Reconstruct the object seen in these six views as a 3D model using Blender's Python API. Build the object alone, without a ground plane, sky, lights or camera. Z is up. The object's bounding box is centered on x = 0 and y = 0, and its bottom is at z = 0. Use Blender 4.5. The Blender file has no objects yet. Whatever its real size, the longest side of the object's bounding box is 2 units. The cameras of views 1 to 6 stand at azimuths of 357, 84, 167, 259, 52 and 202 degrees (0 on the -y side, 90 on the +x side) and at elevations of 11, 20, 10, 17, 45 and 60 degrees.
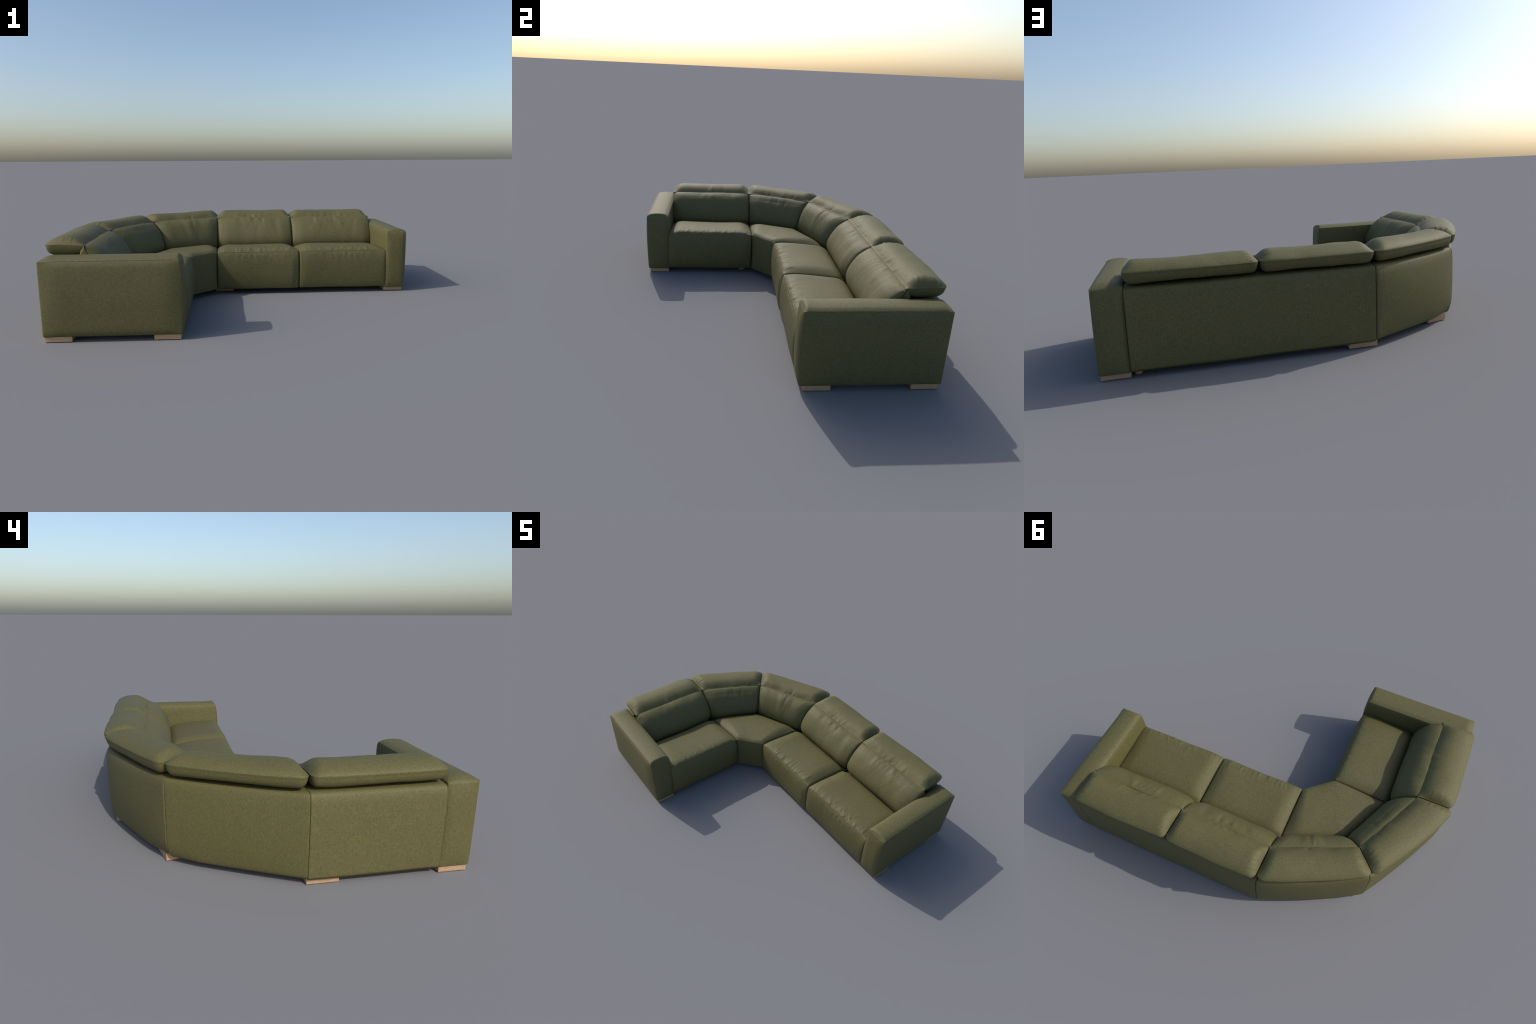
import bpy, math
import numpy as np

# ----------------------------------------------------------------------------
# Corner sofa: two straight seats + corner seat + return seat, two box armrests.
# Every padded part is a loft: a padding profile in (q, z) - q is the depth from
# the seat front, z the height - swept along the width s and pillowed at the ends.
# ----------------------------------------------------------------------------
FRONT_Y = 0.080          # seat front of the long run (faces -y)
FRONT_X = -0.345         # seat front of the short run (faces +x)
X_CORNER = -0.195        # long run / corner joint
X_MID = 0.316            # joint between the two seats of the long run
X_ARM = 0.862            # long run / armrest joint
Y_CORNER = -0.050        # short run / corner joint
Y_ARM = -0.587           # short run / armrest joint
MITRE = np.array([-0.271, 0.013])             # middle of the corner seat's front
MDIR = np.array([-1.0, 1.0]) / math.sqrt(2)   # direction of the mitre line


# ------------------------------ materials -----------------------------------
def new_mat(name):
    m = bpy.data.materials.new(name)
    m.use_nodes = True
    nt = m.node_tree
    nt.nodes.clear()
    out = nt.nodes.new('ShaderNodeOutputMaterial')
    b = nt.nodes.new('ShaderNodeBsdfPrincipled')
    nt.links.new(b.outputs[0], out.inputs[0])
    return m, nt, b


def stretched_noise(nt, coord, scale, detail=2.0):
    mp = nt.nodes.new('ShaderNodeMapping')
    mp.inputs['Scale'].default_value = scale
    nt.links.new(coord, mp.inputs[0])
    n = nt.nodes.new('ShaderNodeTexNoise')
    n.inputs['Scale'].default_value = 1.0
    n.inputs['Detail'].default_value = detail
    nt.links.new(mp.outputs[0], n.inputs['Vector'])
    return n.outputs['Fac']


def math_node(nt, op, a, b):
    n = nt.nodes.new('ShaderNodeMath')
    n.operation = op
    for i, v in enumerate((a, b)):
        if isinstance(v, (int, float)):
            n.inputs[i].default_value = v
        else:
            nt.links.new(v, n.inputs[i])
    return n.outputs[0]


def fabric():
    m, nt, b = new_mat('olive_upholstery')
    tc = nt.nodes.new('ShaderNodeTexCoord').outputs['Object']
    tx = stretched_noise(nt, tc, (75, 430, 430))
    ty = stretched_noise(nt, tc, (430, 75, 430))
    tz = stretched_noise(nt, tc, (430, 430, 75))
    weave = math_node(nt, 'ADD', math_node(nt, 'ADD', tx, ty), tz)
    weave = math_node(nt, 'MULTIPLY', weave, 1 / 3)
    r = nt.nodes.new('ShaderNodeValToRGB')
    r.color_ramp.elements[0].position = 0.39
    r.color_ramp.elements[0].color = (0.067, 0.0612, 0.0200, 1)
    r.color_ramp.elements[1].position = 0.61
    r.color_ramp.elements[1].color = (0.122, 0.1118, 0.0390, 1)
    nt.links.new(weave, r.inputs[0])
    # faint drift between a browner and a greener olive
    big = stretched_noise(nt, tc, (30, 30, 30), 3.0)
    r2 = nt.nodes.new('ShaderNodeValToRGB')
    r2.color_ramp.elements[0].position = 0.35
    r2.color_ramp.elements[0].color = (1.03, 0.99, 0.98, 1)
    r2.color_ramp.elements[1].position = 0.65
    r2.color_ramp.elements[1].color = (0.98, 1.01, 1.0, 1)
    nt.links.new(big, r2.inputs[0])
    mix = nt.nodes.new('ShaderNodeMix')
    mix.data_type = 'RGBA'
    mix.blend_type = 'MULTIPLY'
    mix.inputs['Factor'].default_value = 1.0
    nt.links.new(r.outputs[0], mix.inputs['A'])
    nt.links.new(r2.outputs[0], mix.inputs['B'])
    nt.links.new(mix.outputs['Result'], b.inputs['Base Color'])
    b.inputs['Roughness'].default_value = 0.67
    b.inputs['Specular IOR Level'].default_value = 0.42
    bump = nt.nodes.new('ShaderNodeBump')
    bump.inputs['Strength'].default_value = 0.25
    bump.inputs['Distance'].default_value = 0.002
    nt.links.new(weave, bump.inputs['Height'])
    nt.links.new(bump.outputs[0], b.inputs['Normal'])
    return m


def wood():
    m, nt, b = new_mat('beech_wood')
    tc = nt.nodes.new('ShaderNodeTexCoord').outputs['Object']
    g = stretched_noise(nt, tc, (25, 60, 260), 4.0)
    r = nt.nodes.new('ShaderNodeValToRGB')
    r.color_ramp.elements[0].position = 0.3
    r.color_ramp.elements[0].color = (0.33, 0.215, 0.125, 1)
    r.color_ramp.elements[1].position = 0.7
    r.color_ramp.elements[1].color = (0.43, 0.285, 0.17, 1)
    nt.links.new(g, r.inputs[0])
    nt.links.new(r.outputs[0], b.inputs['Base Color'])
    b.inputs['Roughness'].default_value = 0.6
    return m


FABRIC = fabric()
WOOD = wood()

# ------------------------------ hierarchy -----------------------------------
root = bpy.data.objects.new('corner_sofa', None)
bpy.context.collection.objects.link(root)
root['label'] = 'olive green upholstered corner sofa with headrests and wooden feet'
root['category'] = 'sofa'


def add_object(name, verts, faces, mat, parent, smooth=True):
    me = bpy.data.meshes.new(name)
    me.from_pydata(verts.tolist() if hasattr(verts, 'tolist') else verts, [], faces)
    me.validate()
    me.polygons.foreach_set('use_smooth', [smooth] * len(me.polygons))
    me.materials.append(mat)
    me.update()
    ob = bpy.data.objects.new(name, me)
    bpy.context.collection.objects.link(ob)
    ob.parent = parent
    return ob


# ------------------------------ loft tools ----------------------------------
def spline(points, step=0.004):
    """Catmull-Rom curve through the points, sampled about every `step`."""
    p = np.array(points, float)
    ext = np.vstack([2 * p[0] - p[1], p, 2 * p[-1] - p[-2]])
    out = []
    for i in range(1, len(ext) - 2):
        a, b, c, d = ext[i - 1:i + 3]
        n = max(2, int(math.ceil(np.linalg.norm(c - b) / step)))
        t = np.linspace(0, 1, n, endpoint=False)[:, None]
        out.append(0.5 * (2 * b + (c - a) * t + (2 * a - 5 * b + 4 * c - d) * t ** 2
                          + (3 * b - a - 3 * c + d) * t ** 3))
    out.append(p[-1:])
    return np.vstack(out)


def ring_of(pieces, steps=None):
    """Join spline pieces into one closed ring; returns points and piece index."""
    pts, idx = [], []
    for i, pc in enumerate(pieces):
        c = spline(pc, steps[i] if steps else 0.004)[:-1]
        pts.append(c)
        idx += [i] * len(c)
    return np.vstack(pts), np.array(idx)


def inward(ring):
    """Unit normals of a closed (q, z) ring pointing to its inside."""
    t = np.roll(ring, -1, 0) - np.roll(ring, 1, 0)
    t /= np.linalg.norm(t, axis=1)[:, None] + 1e-9
    n = np.stack([-t[:, 1], t[:, 0]], 1)
    x, y = ring[:, 0], ring[:, 1]
    area = np.sum(x * np.roll(y, -1) - y * np.roll(x, -1))
    return n if area > 0 else -n


def stations(length, step=0.004):
    near = [0, 0.0006, 0.0018, 0.0035, 0.0055, 0.008, 0.011, 0.0145]
    mid = np.linspace(0.0185, length - 0.0185, max(3, int((length - 0.037) / step)))
    return np.array(near + list(mid) + [length - v for v in near[::-1]])


def dome(d, L, p=2.0):
    x = np.clip(d / L, 0, 1)
    return 1 - (1 - x) ** p


def rnd(d, r):
    """inset of a quarter-round edge of radius r at distance d from the end"""
    x = np.clip(d, 0, r)
    return r - np.sqrt(np.maximum(r * r - (r - x) ** 2, 0))


def smooth(x, a, b):
    t = np.clip((x - a) / (b - a), 0, 1)
    return t * t * (3 - 2 * t)


def soft_noise(seed, P, scale, n=14):
    """Sum of random sine waves over points P (.., 3): gentle lumps."""
    rg = np.random.default_rng(seed)
    out = np.zeros(P.shape[:-1])
    for _ in range(n):
        k = rg.normal(size=P.shape[-1])
        k *= rg.uniform(0.5, 1.4) / np.linalg.norm(k) * scale
        out += np.sin(P @ k + rg.uniform(0, 6.28))
    return out / math.sqrt(n)


def puckers(seed, s, t, length, count, amp, reach, width=(0.006, 0.012), centre=None, lean=0.25, ramp=0.022, up=0.6):
    """Gathers that run away from a seam: s along it, t (>0) away from it."""
    rg = np.random.default_rng(seed)
    out = np.zeros(np.broadcast(s, t).shape)
    tt = np.maximum(t, 0)
    for i in range(count):
        if centre is None:
            s0 = length * (0.05 + 0.9 * (i + rg.uniform(0.1, 0.9)) / count)
        else:
            s0 = length * (centre[0] + centre[1] * rg.normal())
        w = rg.uniform(*width)
        a = amp * rg.uniform(0.35, 1.0) * (1 if rg.random() < up else -0.9)
        rch = reach * rg.uniform(0.6, 1.25)
        ln = rg.normal() * lean
        env = smooth(tt, 0.0, ramp) * np.exp(-(tt / rch) ** 2)
        out += a * np.exp(-((s - s0 - ln * tt) / w) ** 2) * env
    return out * (t > 0)


def loft(name, S, rings, mapf, parent, mat=None, caps=(0.985, 0.94, 0.8, 0.55, 0.25), flat_cap=None):
    """rings: (ns, nk, 2) array of (q, z); mapf(s, q, z) -> xyz."""
    mat = mat or FABRIC
    ns, nk = rings.shape[:2]
    rows = []
    start_rings, end_rings = [], []
    for which, store in ((0, start_rings), (ns - 1, end_rings)):
        c = rings[which].mean(0)
        for f in caps:
            if flat_cap:                       # padded end face around a spine line
                ring, rise = flat_cap(rings[which], f)
                store.append((S[which] + (-1 if which == 0 else 1) * rise, ring))
            else:
                store.append((np.full(nk, S[which]), c + (rings[which] - c) * f))
    seq = start_rings[::-1] + [(np.full(nk, S[i]), rings[i]) for i in range(ns)] + end_rings
    for s, r in seq:
        rows.append(mapf(s, r[:, 0], r[:, 1]))
    V = np.vstack(rows)
    n = len(seq)
    i = np.arange(n - 1)[:, None] * nk
    k = np.arange(nk)[None, :]
    k2 = (k + 1) % nk
    quads = np.stack([i + k, i + k2, i + nk + k2, i + nk + k], -1).reshape(-1, 4)
    # orientation: make the normals point outwards
    P = V[quads]
    vol = np.einsum('ij,ij->i', P[:, 0], np.cross(P[:, 1], P[:, 2])).sum() \
        + np.einsum('ij,ij->i', P[:, 0], np.cross(P[:, 2], P[:, 3])).sum()
    faces = quads.tolist()
    c0 = len(V)
    V = np.vstack([V, rows[0].mean(0), rows[-1].mean(0)])
    for j in range(nk if not flat_cap else 0):
        faces.append([(j + 1) % nk, j, c0])
        faces.append([(n - 1) * nk + j, (n - 1) * nk + (j + 1) % nk, c0 + 1])
    if vol < 0:
        faces = [f[::-1] for f in faces]
    return add_object(name, V, faces, mat, parent)


# ------------------------------ placement -----------------------------------
def along_x(x0):
    return lambda s, q, z: np.stack([x0 + s, FRONT_Y + q, z], -1)


def along_y(y0):
    return lambda s, q, z: np.stack([FRONT_X - q, y0 + s, z], -1)


def mitre_point(q):
    t = 0.988 * q + 0.33 * q * (0.64 - q)
    return MITRE[None, :] + t[:, None] * MDIR[None, :]


def corner_half(length, side, bulge=0.0, push=0.0, tuck=0.0):
    """s = 0 at the joint with the straight run, s = length on the mitre."""
    def f(s, q, z):
        u1 = s / length
        low = np.clip(1 - (z - 0.026) / 0.085, 0, 1) ** 2
        q = q - tuck * low * smooth(u1, 0.72, 1.0) * smooth(q, 0.55, 0.63) + push * (1 - u1) * smooth(q, 0.52, 0.62)
        B = mitre_point(q)
        if side == 'long':
            A = np.stack([np.full_like(q, X_CORNER), FRONT_Y + q], -1)
        else:
            A = np.stack([FRONT_X - q, np.full_like(q, Y_CORNER)], -1)
        u = (s / length)[:, None]
        xy = A * (1 - u) + B * u
        if bulge:
            out = np.array([-0.45, 0.89]) if side == 'long' else np.array([-0.89, 0.45])
            w = bulge * (np.clip(4 * u * (1 - u), 0, 1) ** 0.8) * smooth(q, 0.52, 0.63)[:, None] \
                * (np.sin(np.pi * np.clip((z - 0.025) / 0.40, 0, 1)) ** 0.6)[:, None]
            xy = xy + w * out
        return np.concatenate([xy, z[:, None]], 1)
    return f


def corner_full(length):
    a, b = corner_half(length, 'long'), corner_half(length, 'short')

    def f(s, q, z):
        first = (s <= length)[:, None]
        return np.where(first, a(np.minimum(s, length), q, z), b(np.minimum(2 * length - s, length), q, z))
    return f


# ------------------------------ seats ---------------------------------------
def seat(name, length, mapf, seed, gather=1.0, belly=1.9, parent=root):
    b = belly
    pieces = [
        [(0.020, 0.031), (0.005, 0.032), (-0.003 * b, 0.038), (-0.009 * b, 0.075), (-0.012 * b, 0.130),
         (-0.011 * b, 0.195), (-0.006 * b, 0.238), (0.000, 0.262)],
        [(0.000, 0.262), (0.010, 0.274), (0.028, 0.282), (0.060, 0.286), (0.120, 0.2855), (0.20, 0.280),
         (0.26, 0.2725), (0.294, 0.264), (0.317, 0.251), (0.332, 0.236), (0.345, 0.226), (0.37, 0.222)],
        [(0.37, 0.222), (0.40, 0.215), (0.40, 0.033)],
        [(0.40, 0.033), (0.020, 0.031)]]
    R, part = ring_of(pieces, (0.0025, 0.0025, 0.05, 0.05))
    N = inward(R)
    S = stations(length)
    d = np.minimum(S, length - S)[:, None]
    q, z = R[None, :, 0], R[None, :, 1]
    top = (part == 1)[None, :]
    face = (part == 0)[None, :]
    f = dome(d, 0.085)
    Z = np.where(top, np.where(q < 0.02, z, 0), 0) * 0 + z
    Z = np.where(top & (z > 0.262), 0.262 + (z - 0.262) * (0.15 + 0.85 * f), Z)
    Z = Z - np.where(top, 0.020 * smooth(q, 0.01, 0.30) * (1 - f), 0)
    # front pad: soft pillow towards the two side edges
    bow = np.sin(np.pi * np.clip((z - 0.033) / 0.229, 0, 1)) ** 0.7
    Q = q + np.where(face, 0.007 * bow * (1 - dome(d, 0.05)), 0) + 0 * Z
    # arc distance from the seam
    seam = np.where(part == 1)[0][0]
    arc = np.concatenate([[0], np.cumsum(np.linalg.norm(np.diff(R, axis=0), axis=1))])
    t = (arc - arc[seam])[None, :]
    s = S[:, None]
    edge = smooth(d, 0.012, 0.05)
    h = np.zeros(Q.shape)
    if gather:
        h += np.where(top, puckers(seed, s, t, length, int(length / 0.0165), 0.0032 * gather, 0.054, (0.005, 0.0105), up=0.85, lean=0.4, ramp=0.022), 0) * edge
        h += np.where(top, puckers(seed + 1, s, t, length, 14, 0.0016 * gather, 0.06, (0.009, 0.018)), 0) * edge
        h += np.where(face, puckers(seed + 2, s, -t, length, 6, 0.0024 * gather, 0.050, (0.006, 0.011), (0.5, 0.07)), 0) * edge
        h += np.where(face, puckers(seed + 3, s, -t, length, int(length / 0.024), 0.0021 * gather, 0.040, (0.006, 0.012)), 0) * edge
    P = np.stack([s + 0 * Q, Q, Z], -1)
    h += (soft_noise(seed + 5, P, 16) * 0.0016 + soft_noise(seed + 6, P, 45) * 0.0005) * (part < 2)[None, :] * edge
    # stitched groove with a fine welt above it
    h += -0.0014 * np.exp(-((t + 0.001) / 0.0018) ** 2) + 0.0013 * np.exp(-((t - 0.004) / 0.0025) ** 2)
    ins = rnd(d, 0.012) - h
    Q = Q + N[None, :, 0] * ins
    Z = Z + N[None, :, 1] * ins
    return loft(name, S, np.stack([Q, Z], -1), mapf, parent)


# ------------------------------ backs ---------------------------------------
def backrest(length, mapf, seed, gather=1.0, flat=0.0):
    pieces = [
        [(0.360, 0.200), (0.345, 0.217), (0.332, 0.241), (0.325, 0.271), (0.328, 0.300), (0.340, 0.331), (0.359, 0.363), (0.384, 0.395),
         (0.411, 0.416), (0.434, 0.4262), (0.449, 0.4298), (0.462, 0.4305)],
        [(0.462, 0.4305), (0.473, 0.416), (0.485, 0.392), (0.50, 0.30), (0.50, 0.20)],
        [(0.50, 0.20), (0.360, 0.200)]]
    R, part = ring_of(pieces, (0.003, 0.006, 0.05))
    N = inward(R)
    S = stations(length)
    d = np.minimum(S, length - S)[:, None]
    s = S[:, None]
    q, z = R[None, :, 0], R[None, :, 1]
    face = (part == 0)[None, :]
    seam = np.where(part == 1)[0][0]
    arc = np.concatenate([[0], np.cumsum(np.linalg.norm(np.diff(R, axis=0), axis=1))])
    t = (arc[seam] - arc)[None, :]          # distance below the headrest seam
    edge = smooth(d, 0.01, 0.05)
    pil = np.where(face, 0.021 * (0.42 + 0.55 * smooth(t, 0.0, 0.06)), 0) * (1 - dome(d, 0.085, 2.2))
    h = np.zeros((len(S), len(R)))
    h += puckers(seed, s, t, length, 18, 0.0011 * gather, 0.075, (0.005, 0.010), ramp=0.03) * edge * face
    h += puckers(seed + 1, s, t, length, 10, 0.0016 * gather, 0.12, (0.006, 0.013), (0.48, 0.12), 0.35, ramp=0.04) * edge * face
    h += puckers(seed + 2, s, t, length, 10, 0.0032 * gather, 0.16, (0.016, 0.032), (0.5, 0.2), 0.2, ramp=0.06) * edge * face
    P = np.stack([s + 0 * q, q + 0 * s, z + 0 * s], -1)
    h += (soft_noise(seed + 5, P, 18) * 0.0020 + soft_noise(seed + 6, P, 50) * 0.0006) * face * edge
    ins = rnd(d, 0.013) * (0.2 + 0.8 * smooth(np.abs(t), 0.0, 0.02)) + pil - h
    ins = ins + np.where(face, flat * dome(d, 0.45 * length) * smooth(t, 0.01, 0.07), 0)
    return loft('backrest', S, np.stack([q + N[None, :, 0] * ins, z + N[None, :, 1] * ins], -1), mapf, root)


def headrest(length, mapf, seed, parent, gather=1.0, bow=0.008, corner=0.022, mitre=0.0, side=0.0):
    ZS = 0.435
    pieces = [
        [(0.4570, 0.423), (0.4605, 0.4300), (0.467, 0.4346), (0.478, 0.4445), (0.495, 0.4565), (0.516, 0.4655), (0.541, 0.4702),
         (0.569, 0.4696), (0.597, 0.4645), (0.620, 0.4558), (0.637, 0.4460), (0.649, 0.435)],
        [(0.649, 0.435), (0.6455, 0.425), (0.6425, 0.411), (0.634, 0.396), (0.617, 0.386), (0.585, 0.382), (0.520, 0.382), (0.475, 0.390)],
        [(0.475, 0.390), (0.4570, 0.423)]]
    R, part = ring_of(pieces, (0.0035, 0.004, 0.02))
    N = inward(R)
    S = stations(length)
    d = np.minimum(S, length - S)[:, None]
    s = S[:, None]
    q, z = R[None, :, 0], R[None, :, 1]
    up = (z > ZS)
    f = np.where(up, dome(d, 0.064, 2.5), dome(d, 0.030, 2.6) ** 0.5)
    f = np.maximum(f, 0.06)
    Z = ZS + (z - ZS) * f - 0.004 * (1 - dome(d, 0.05)) * smooth(q, 0.62, 0.50)
    # plan: rounded rear corners
    Q = q + (bow * dome(d, 0.5 * length) - rnd(d, corner) + mitre * smooth(s / length, 0.4, 1.0)
             + side * (1 - smooth(s / length, 0.3, 0.9))) * smooth(q, 0.50, 0.646) + 0 * Z
    arc = np.concatenate([[0], np.cumsum(np.linalg.norm(np.diff(R, axis=0), axis=1))])
    t = arc[None, :]
    edge = smooth(d, 0.006, 0.05)
    upper = (part == 0)[None, :]
    h = np.zeros(Q.shape)
    h += puckers(seed, s, t, length, 9, 0.0024 * gather, 0.060, (0.014, 0.026), ramp=0.035) * edge * upper
    h += puckers(seed + 1, s, t, length, 8, 0.0034 * gather, 0.050, (0.009, 0.016), (0.5, 0.17), ramp=0.022) * edge * upper
    # short gathers on the two ends, above the end seam
    rg = np.random.default_rng(seed + 2)
    for _ in range(10):
        q0 = rg.uniform(0.51, 0.62)
        h += 0.0013 * gather * rg.choice([-1, 1]) * np.exp(-((q - q0) / 0.005) ** 2) * np.exp(-((d - 0.03) / 0.02) ** 2) * upper
    P = np.stack([s + 0 * Q, Q, Z], -1)
    h += (soft_noise(seed + 5, P, 20) * 0.0020 + soft_noise(seed + 6, P, 55) * 0.0006) * edge
    seam = np.where(part == 1)[0][0]
    h += -0.0012 * np.exp(-((t - arc[seam]) / 0.003) ** 2)
    ins = -h
    return loft('headrest', S, np.stack([Q + N[None, :, 0] * ins, Z + N[None, :, 1] * ins], -1), mapf, parent)


# ------------------------------ back panels ---------------------------------
def back_panel(length, mapf, seed, foot_round=0.012, top_round=0.020, rear=0.639, joints=(0.006, 0.006)):
    fr, tr = foot_round, top_round
    top = 0.373
    pieces = [
        [(0.56, 0.026), (rear - fr, 0.026), (rear - 0.29 * fr, 0.026 + 0.29 * fr), (rear, 0.026 + fr), (rear + 0.003, 0.12),
         (rear + 0.004, 0.22), (rear + 0.003, 0.31), (rear, top - tr), (rear - 0.29 * tr, top - 0.29 * tr), (rear - tr, top), (0.60 - tr, top + 0.002), (0.54, top)],
        [(0.54, top), (0.54, 0.20), (0.56, 0.026)]]
    R, part = ring_of(pieces, (0.006, 0.05))
    N = inward(R)
    S = stations(length, 0.008)
    d = np.minimum(S, length - S)[:, None]
    P = np.stack(np.broadcast_arrays(S[:, None], R[None, :, 0], R[None, :, 1]), -1)
    h = (soft_noise(seed, P, 14) * 0.0012) * smooth(d, 0.01, 0.06) * (part == 0)[None, :]
    ins = np.where((S < length / 2)[:, None], rnd(d, joints[0]), rnd(d, joints[1])) - h
    return loft('back_panel', S, R[None] + N[None] * ins[..., None], mapf, root)


# ------------------------------ armrests ------------------------------------
def armrest(mapf, seed, length=0.640, width=0.125, puff=1.0):
    """Loft along the depth; ring in (w, z), w = 0 inside, w = width outside."""
    W = width
    pieces = [
        [(W, 0.380), (W + 0.006 * puff, 0.350), (W + 0.009 * puff, 0.28), (W + 0.010 * puff, 0.20), (W + 0.008 * puff, 0.11),
         (W + 0.0055 * puff, 0.055), (W + 0.001, 0.032), (W - 0.008, 0.024)],
        [(W - 0.008, 0.024), (0.008, 0.024)],
        [(0.008, 0.024), (0.000, 0.032), (-0.001, 0.08), (-0.001, 0.20), (-0.001, 0.30), (-0.002, 0.35), (0.0, 0.378)],
        [(0.0, 0.378), (0.010, 0.387), (0.030, 0.394), (W / 2, 0.397), (W - 0.028, 0.394), (W - 0.010, 0.388), (W, 0.380)]]
    R, part = ring_of(pieces, (0.0025, 0.02, 0.0025, 0.0025))
    N = inward(R)
    S = stations(length, 0.007)
    d0, d1 = S[:, None], (length - S)[:, None]
    q, z = R[None, :, 0], R[None, :, 1]
    topm = (part == 3)[None, :]
    f = np.minimum(dome(d0, 0.018), dome(d1, 0.05))
    Z = np.where(topm, 0.379 + (z - 0.379) * f, z + 0 * S[:, None])
    seams = [np.where(part == 0)[0][0], np.where(part == 3)[0][0]]
    arc = np.concatenate([[0], np.cumsum(np.linalg.norm(np.diff(R, axis=0), axis=1))])
    total = arc[-1] + np.linalg.norm(R[-1] - R[0])
    h = np.zeros(Z.shape)
    fade = smooth(d1, 0.03, 0.10)
    for k in seams:
        t = (arc - arc[k] + total / 2) % total - total / 2
        sgn = -1 if k == 0 else 1        # which way the top panel lies
        h += fade * (-0.0022 * np.exp(-((t[None] * sgn + 0.001) / 0.002) ** 2) + 0.0014 * np.exp(-((t[None] * sgn - 0.004) / 0.0025) ** 2))
    P = np.stack(np.broadcast_arrays(S[:, None], q, Z), -1)
    d = np.minimum(d0, d1)
    h += soft_noise(seed, P, 16) * 0.0012 * smooth(d, 0.01, 0.06)
    ins = np.where(d0 < d1, rnd(d0, 0.008), rnd(d1, 0.009))
    # the outer face swells only towards its middle
    swell = dome(np.minimum(d0, d1), 0.10)
    w = np.where(q > W, W + (q - W) * swell, q + 0 * swell)
    w = W / 2 + (w - W / 2) * (1 - ins / (W / 2))
    zm = 0.20
    Z = zm + (Z - zm) * (1 - 0.5 * ins / 0.178)
    rings = np.stack([w + N[None, :, 0] * -h, Z + N[None, :, 1] * -h], -1)

    def cap(ring, f):
        w, zz = ring[:, 0], ring[:, 1]
        zc = np.clip(zz, 0.10, 0.32)
        w2, z2 = W / 2 + (w - W / 2) * f, zc + (zz - zc) * f
        x = 2 * (w2 - w.min() + 1e-4) / (np.ptp(w) + 2e-4) - 1
        y = 2 * (z2 - zz.min() + 1e-4) / (np.ptp(zz) + 2e-4) - 1
        rise = 0.007 * (1 - x ** 4) * (1 - y ** 6)
        return np.stack([w2, z2], 1), rise
    fr = [0.99, 0.97, 0.93, 0.88, 0.82, 0.74, 0.65, 0.55, 0.45, 0.35, 0.25, 0.16, 0.08, 0.0]
    return loft('armrest', S, rings, mapf, root, caps=fr, flat_cap=cap)


# ------------------------------ feet ----------------------------------------
def bevel_box(name, cx, cy, sx, sy, h, rot=0.0, b=0.0015, parent=root):
    ca, sa = math.cos(rot), math.sin(rot)
    levels = [(0.0, b), (b, 0.0), (h - b, 0.0), (h, b)]
    V, F = [], []
    for z, ins in levels:
        X, Y = sx / 2 - ins, sy / 2 - ins
        c = b
        for x, y in ((X - c, -Y), (X, -Y + c), (X, Y - c), (X - c, Y), (-X + c, Y), (-X, Y - c), (-X, -Y + c), (-X + c, -Y)):
            V.append((cx + ca * x - sa * y, cy + sa * x + ca * y, z))
    for l in range(3):
        for i in range(8):
            F.append([l * 8 + i, l * 8 + (i + 1) % 8, l * 8 + 8 + (i + 1) % 8, l * 8 + 8 + i])
    F.append(list(range(7, -1, -1)))
    F.append(list(range(24, 32)))
    return add_object(name, V, F, WOOD, parent, smooth=False)


def round_foot(cx, cy, r, h, n=32):
    prof = [(r * 0.85, 0.0), (r * 0.95, 0.0015), (r, 0.005), (r, h)]
    V = [(cx + rr * math.cos(2 * math.pi * i / n), cy + rr * math.sin(2 * math.pi * i / n), z) for rr, z in prof for i in range(n)]
    F = [[l * n + i, l * n + (i + 1) % n, l * n + n + (i + 1) % n, l * n + n + i] for l in range(3) for i in range(n)]
    F.append(list(range(n - 1, -1, -1)))
    F.append(list(range(3 * n, 4 * n)))
    return add_object('round_foot', V, F, WOOD, root, smooth=False)


# ------------------------------ assembly ------------------------------------
GAP = 0.0008
seat('seat_cushion', X_ARM - X_MID - GAP + 0.003, along_x(X_MID + GAP), 11, 1.0, belly=1.35)
seat('seat_cushion', X_MID - X_CORNER - 2 * GAP, along_x(X_CORNER + GAP), 23, 1.0, belly=1.35)
seat('seat_cushion', Y_CORNER - Y_ARM - GAP + 0.003, along_y(Y_ARM - 0.003), 37, 0.75, belly=2.0)
seat('seat_cushion', 2 * 0.26, corner_full(0.26), 41, 0.0, belly=0.2)

runs = [
    (X_ARM - X_MID - GAP + 0.006, along_x(X_MID + GAP), 101, 1.0),
    (X_MID - X_CORNER - 2 * GAP, along_x(X_CORNER + GAP), 131, 1.0),
    (0.47, corner_half(0.47, 'long'), 151, 0.9),
    (0.47, corner_half(0.47, 'short'), 171, 0.7),
    (Y_CORNER - Y_ARM - GAP + 0.006, along_y(Y_ARM - 0.006), 191, 0.6)]
def shifted(mapf, ds):
    return lambda s, q, z: mapf(s + ds, q, z)


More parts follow.
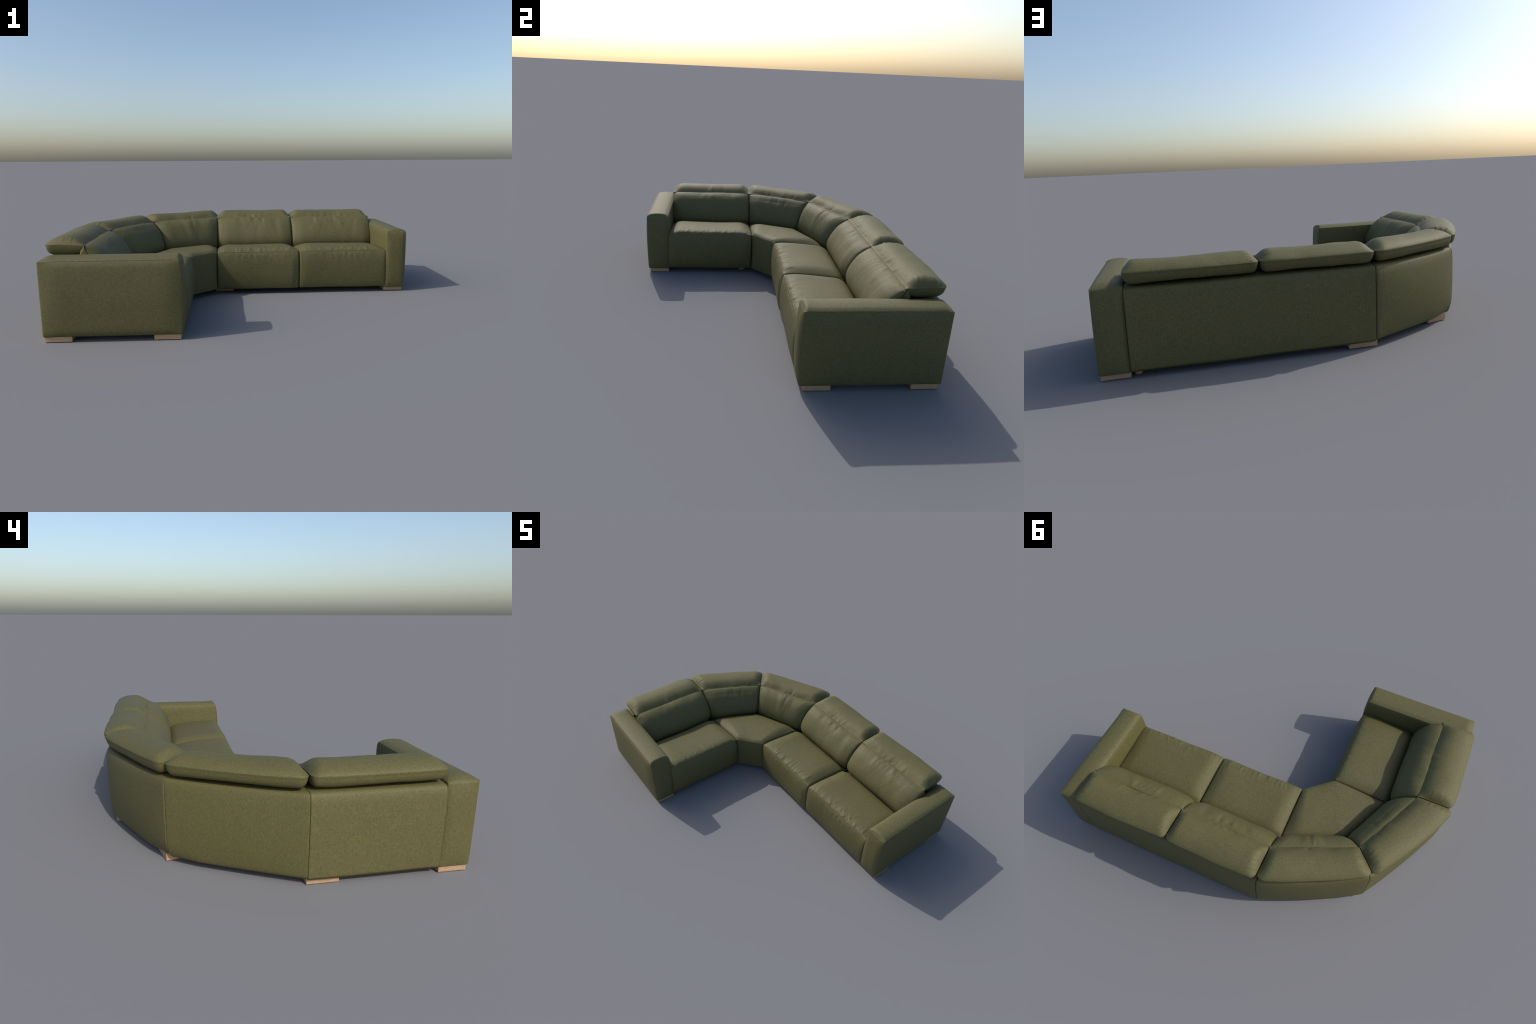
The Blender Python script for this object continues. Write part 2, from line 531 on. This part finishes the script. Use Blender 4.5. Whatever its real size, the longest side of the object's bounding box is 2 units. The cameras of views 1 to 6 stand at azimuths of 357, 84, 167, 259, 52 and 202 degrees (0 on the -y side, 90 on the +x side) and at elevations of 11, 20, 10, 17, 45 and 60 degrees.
for L, mp, sd, g in runs:
    long_side, short_side = sd == 151, sd == 171
    bk = backrest(L, mp, sd, g, 0.009 if short_side else 0.0)
    if long_side:
        headrest(L - 0.005, shifted(mp, 0.0025), sd + 7, bk, g, 0.024, 0.040, 0.011, 0.003)
    elif short_side:
        headrest(L - 0.005, shifted(mp, 0.0025), sd + 7, bk, g, 0.031, 0.040, 0.012, 0.012)
    elif sd == 101:
        headrest(L - 0.007, shifted(mp, 0.0025), sd + 7, bk, g, 0.008, 0.028)
    elif sd == 191:
        headrest(L - 0.007, shifted(mp, 0.0045), sd + 7, bk, g, 0.008, 0.028)
    else:
        headrest(L - 0.005, shifted(mp, 0.0025), sd + 7, bk, g, 0.008, 0.028)

back_panel(X_ARM - X_CORNER - 0.0015, along_x(X_CORNER + 0.001), 301, joints=(0.006, 0.0045))
back_panel(0.47, corner_half(0.47, 'long', 0.028, 0.0, 0.028), 311, rear=0.642, foot_round=0.030, top_round=0.026, joints=(0.009, 0.005))
back_panel(0.47, corner_half(0.47, 'short', 0.017, 0.006, 0.022), 321, rear=0.642, foot_round=0.022, top_round=0.022, joints=(0.004, 0.005))
back_panel(Y_CORNER - Y_ARM - 0.0015, along_y(Y_ARM + 0.001), 331, top_round=0.026, rear=0.648, joints=(0.0045, 0.004))


def front_swell(s, z):
    """the armrest front is padded: it swells forward below the top seam"""
    return 0.010 * np.sin(np.pi * np.clip((z - 0.02) / 0.36, 0, 1)) ** 0.6 * np.exp(-np.maximum(s, 0) / 0.12)


armrest(lambda s, w, z: np.stack([X_ARM + w, FRONT_Y + 0.001 + s * 0.99 - front_swell(s, z), z], -1), 401, puff=1.1)
armrest(lambda s, w, z: np.stack([FRONT_X - 0.001 - s + front_swell(s, z), Y_ARM - w, z], -1), 411, width=0.1345, puff=1.5)

H = 0.0335
for cx, cy in ((0.922, 0.160), (0.922, 0.640)):
    bevel_box('block_foot', cx, cy, 0.118, 0.122, H)
for cx, cy in ((-0.415, -0.653), (-0.917, -0.653)):
    bevel_box('block_foot', cx, cy, 0.126, 0.120, H)
bevel_box('block_foot', -0.139, 0.637, 0.134, 0.124, H)
bevel_box('block_foot', -0.150, 0.215, 0.114, 0.114, H)
bevel_box('block_foot', -0.913, -0.115, 0.124, 0.131, H)
bevel_box('block_foot', -0.612, 0.425, 0.118, 0.118, H, math.radians(15))
round_foot(0.836, 0.660, 0.018, H)
round_foot(-0.420, -0.108, 0.025, H)

bpy.context.view_layer.update()
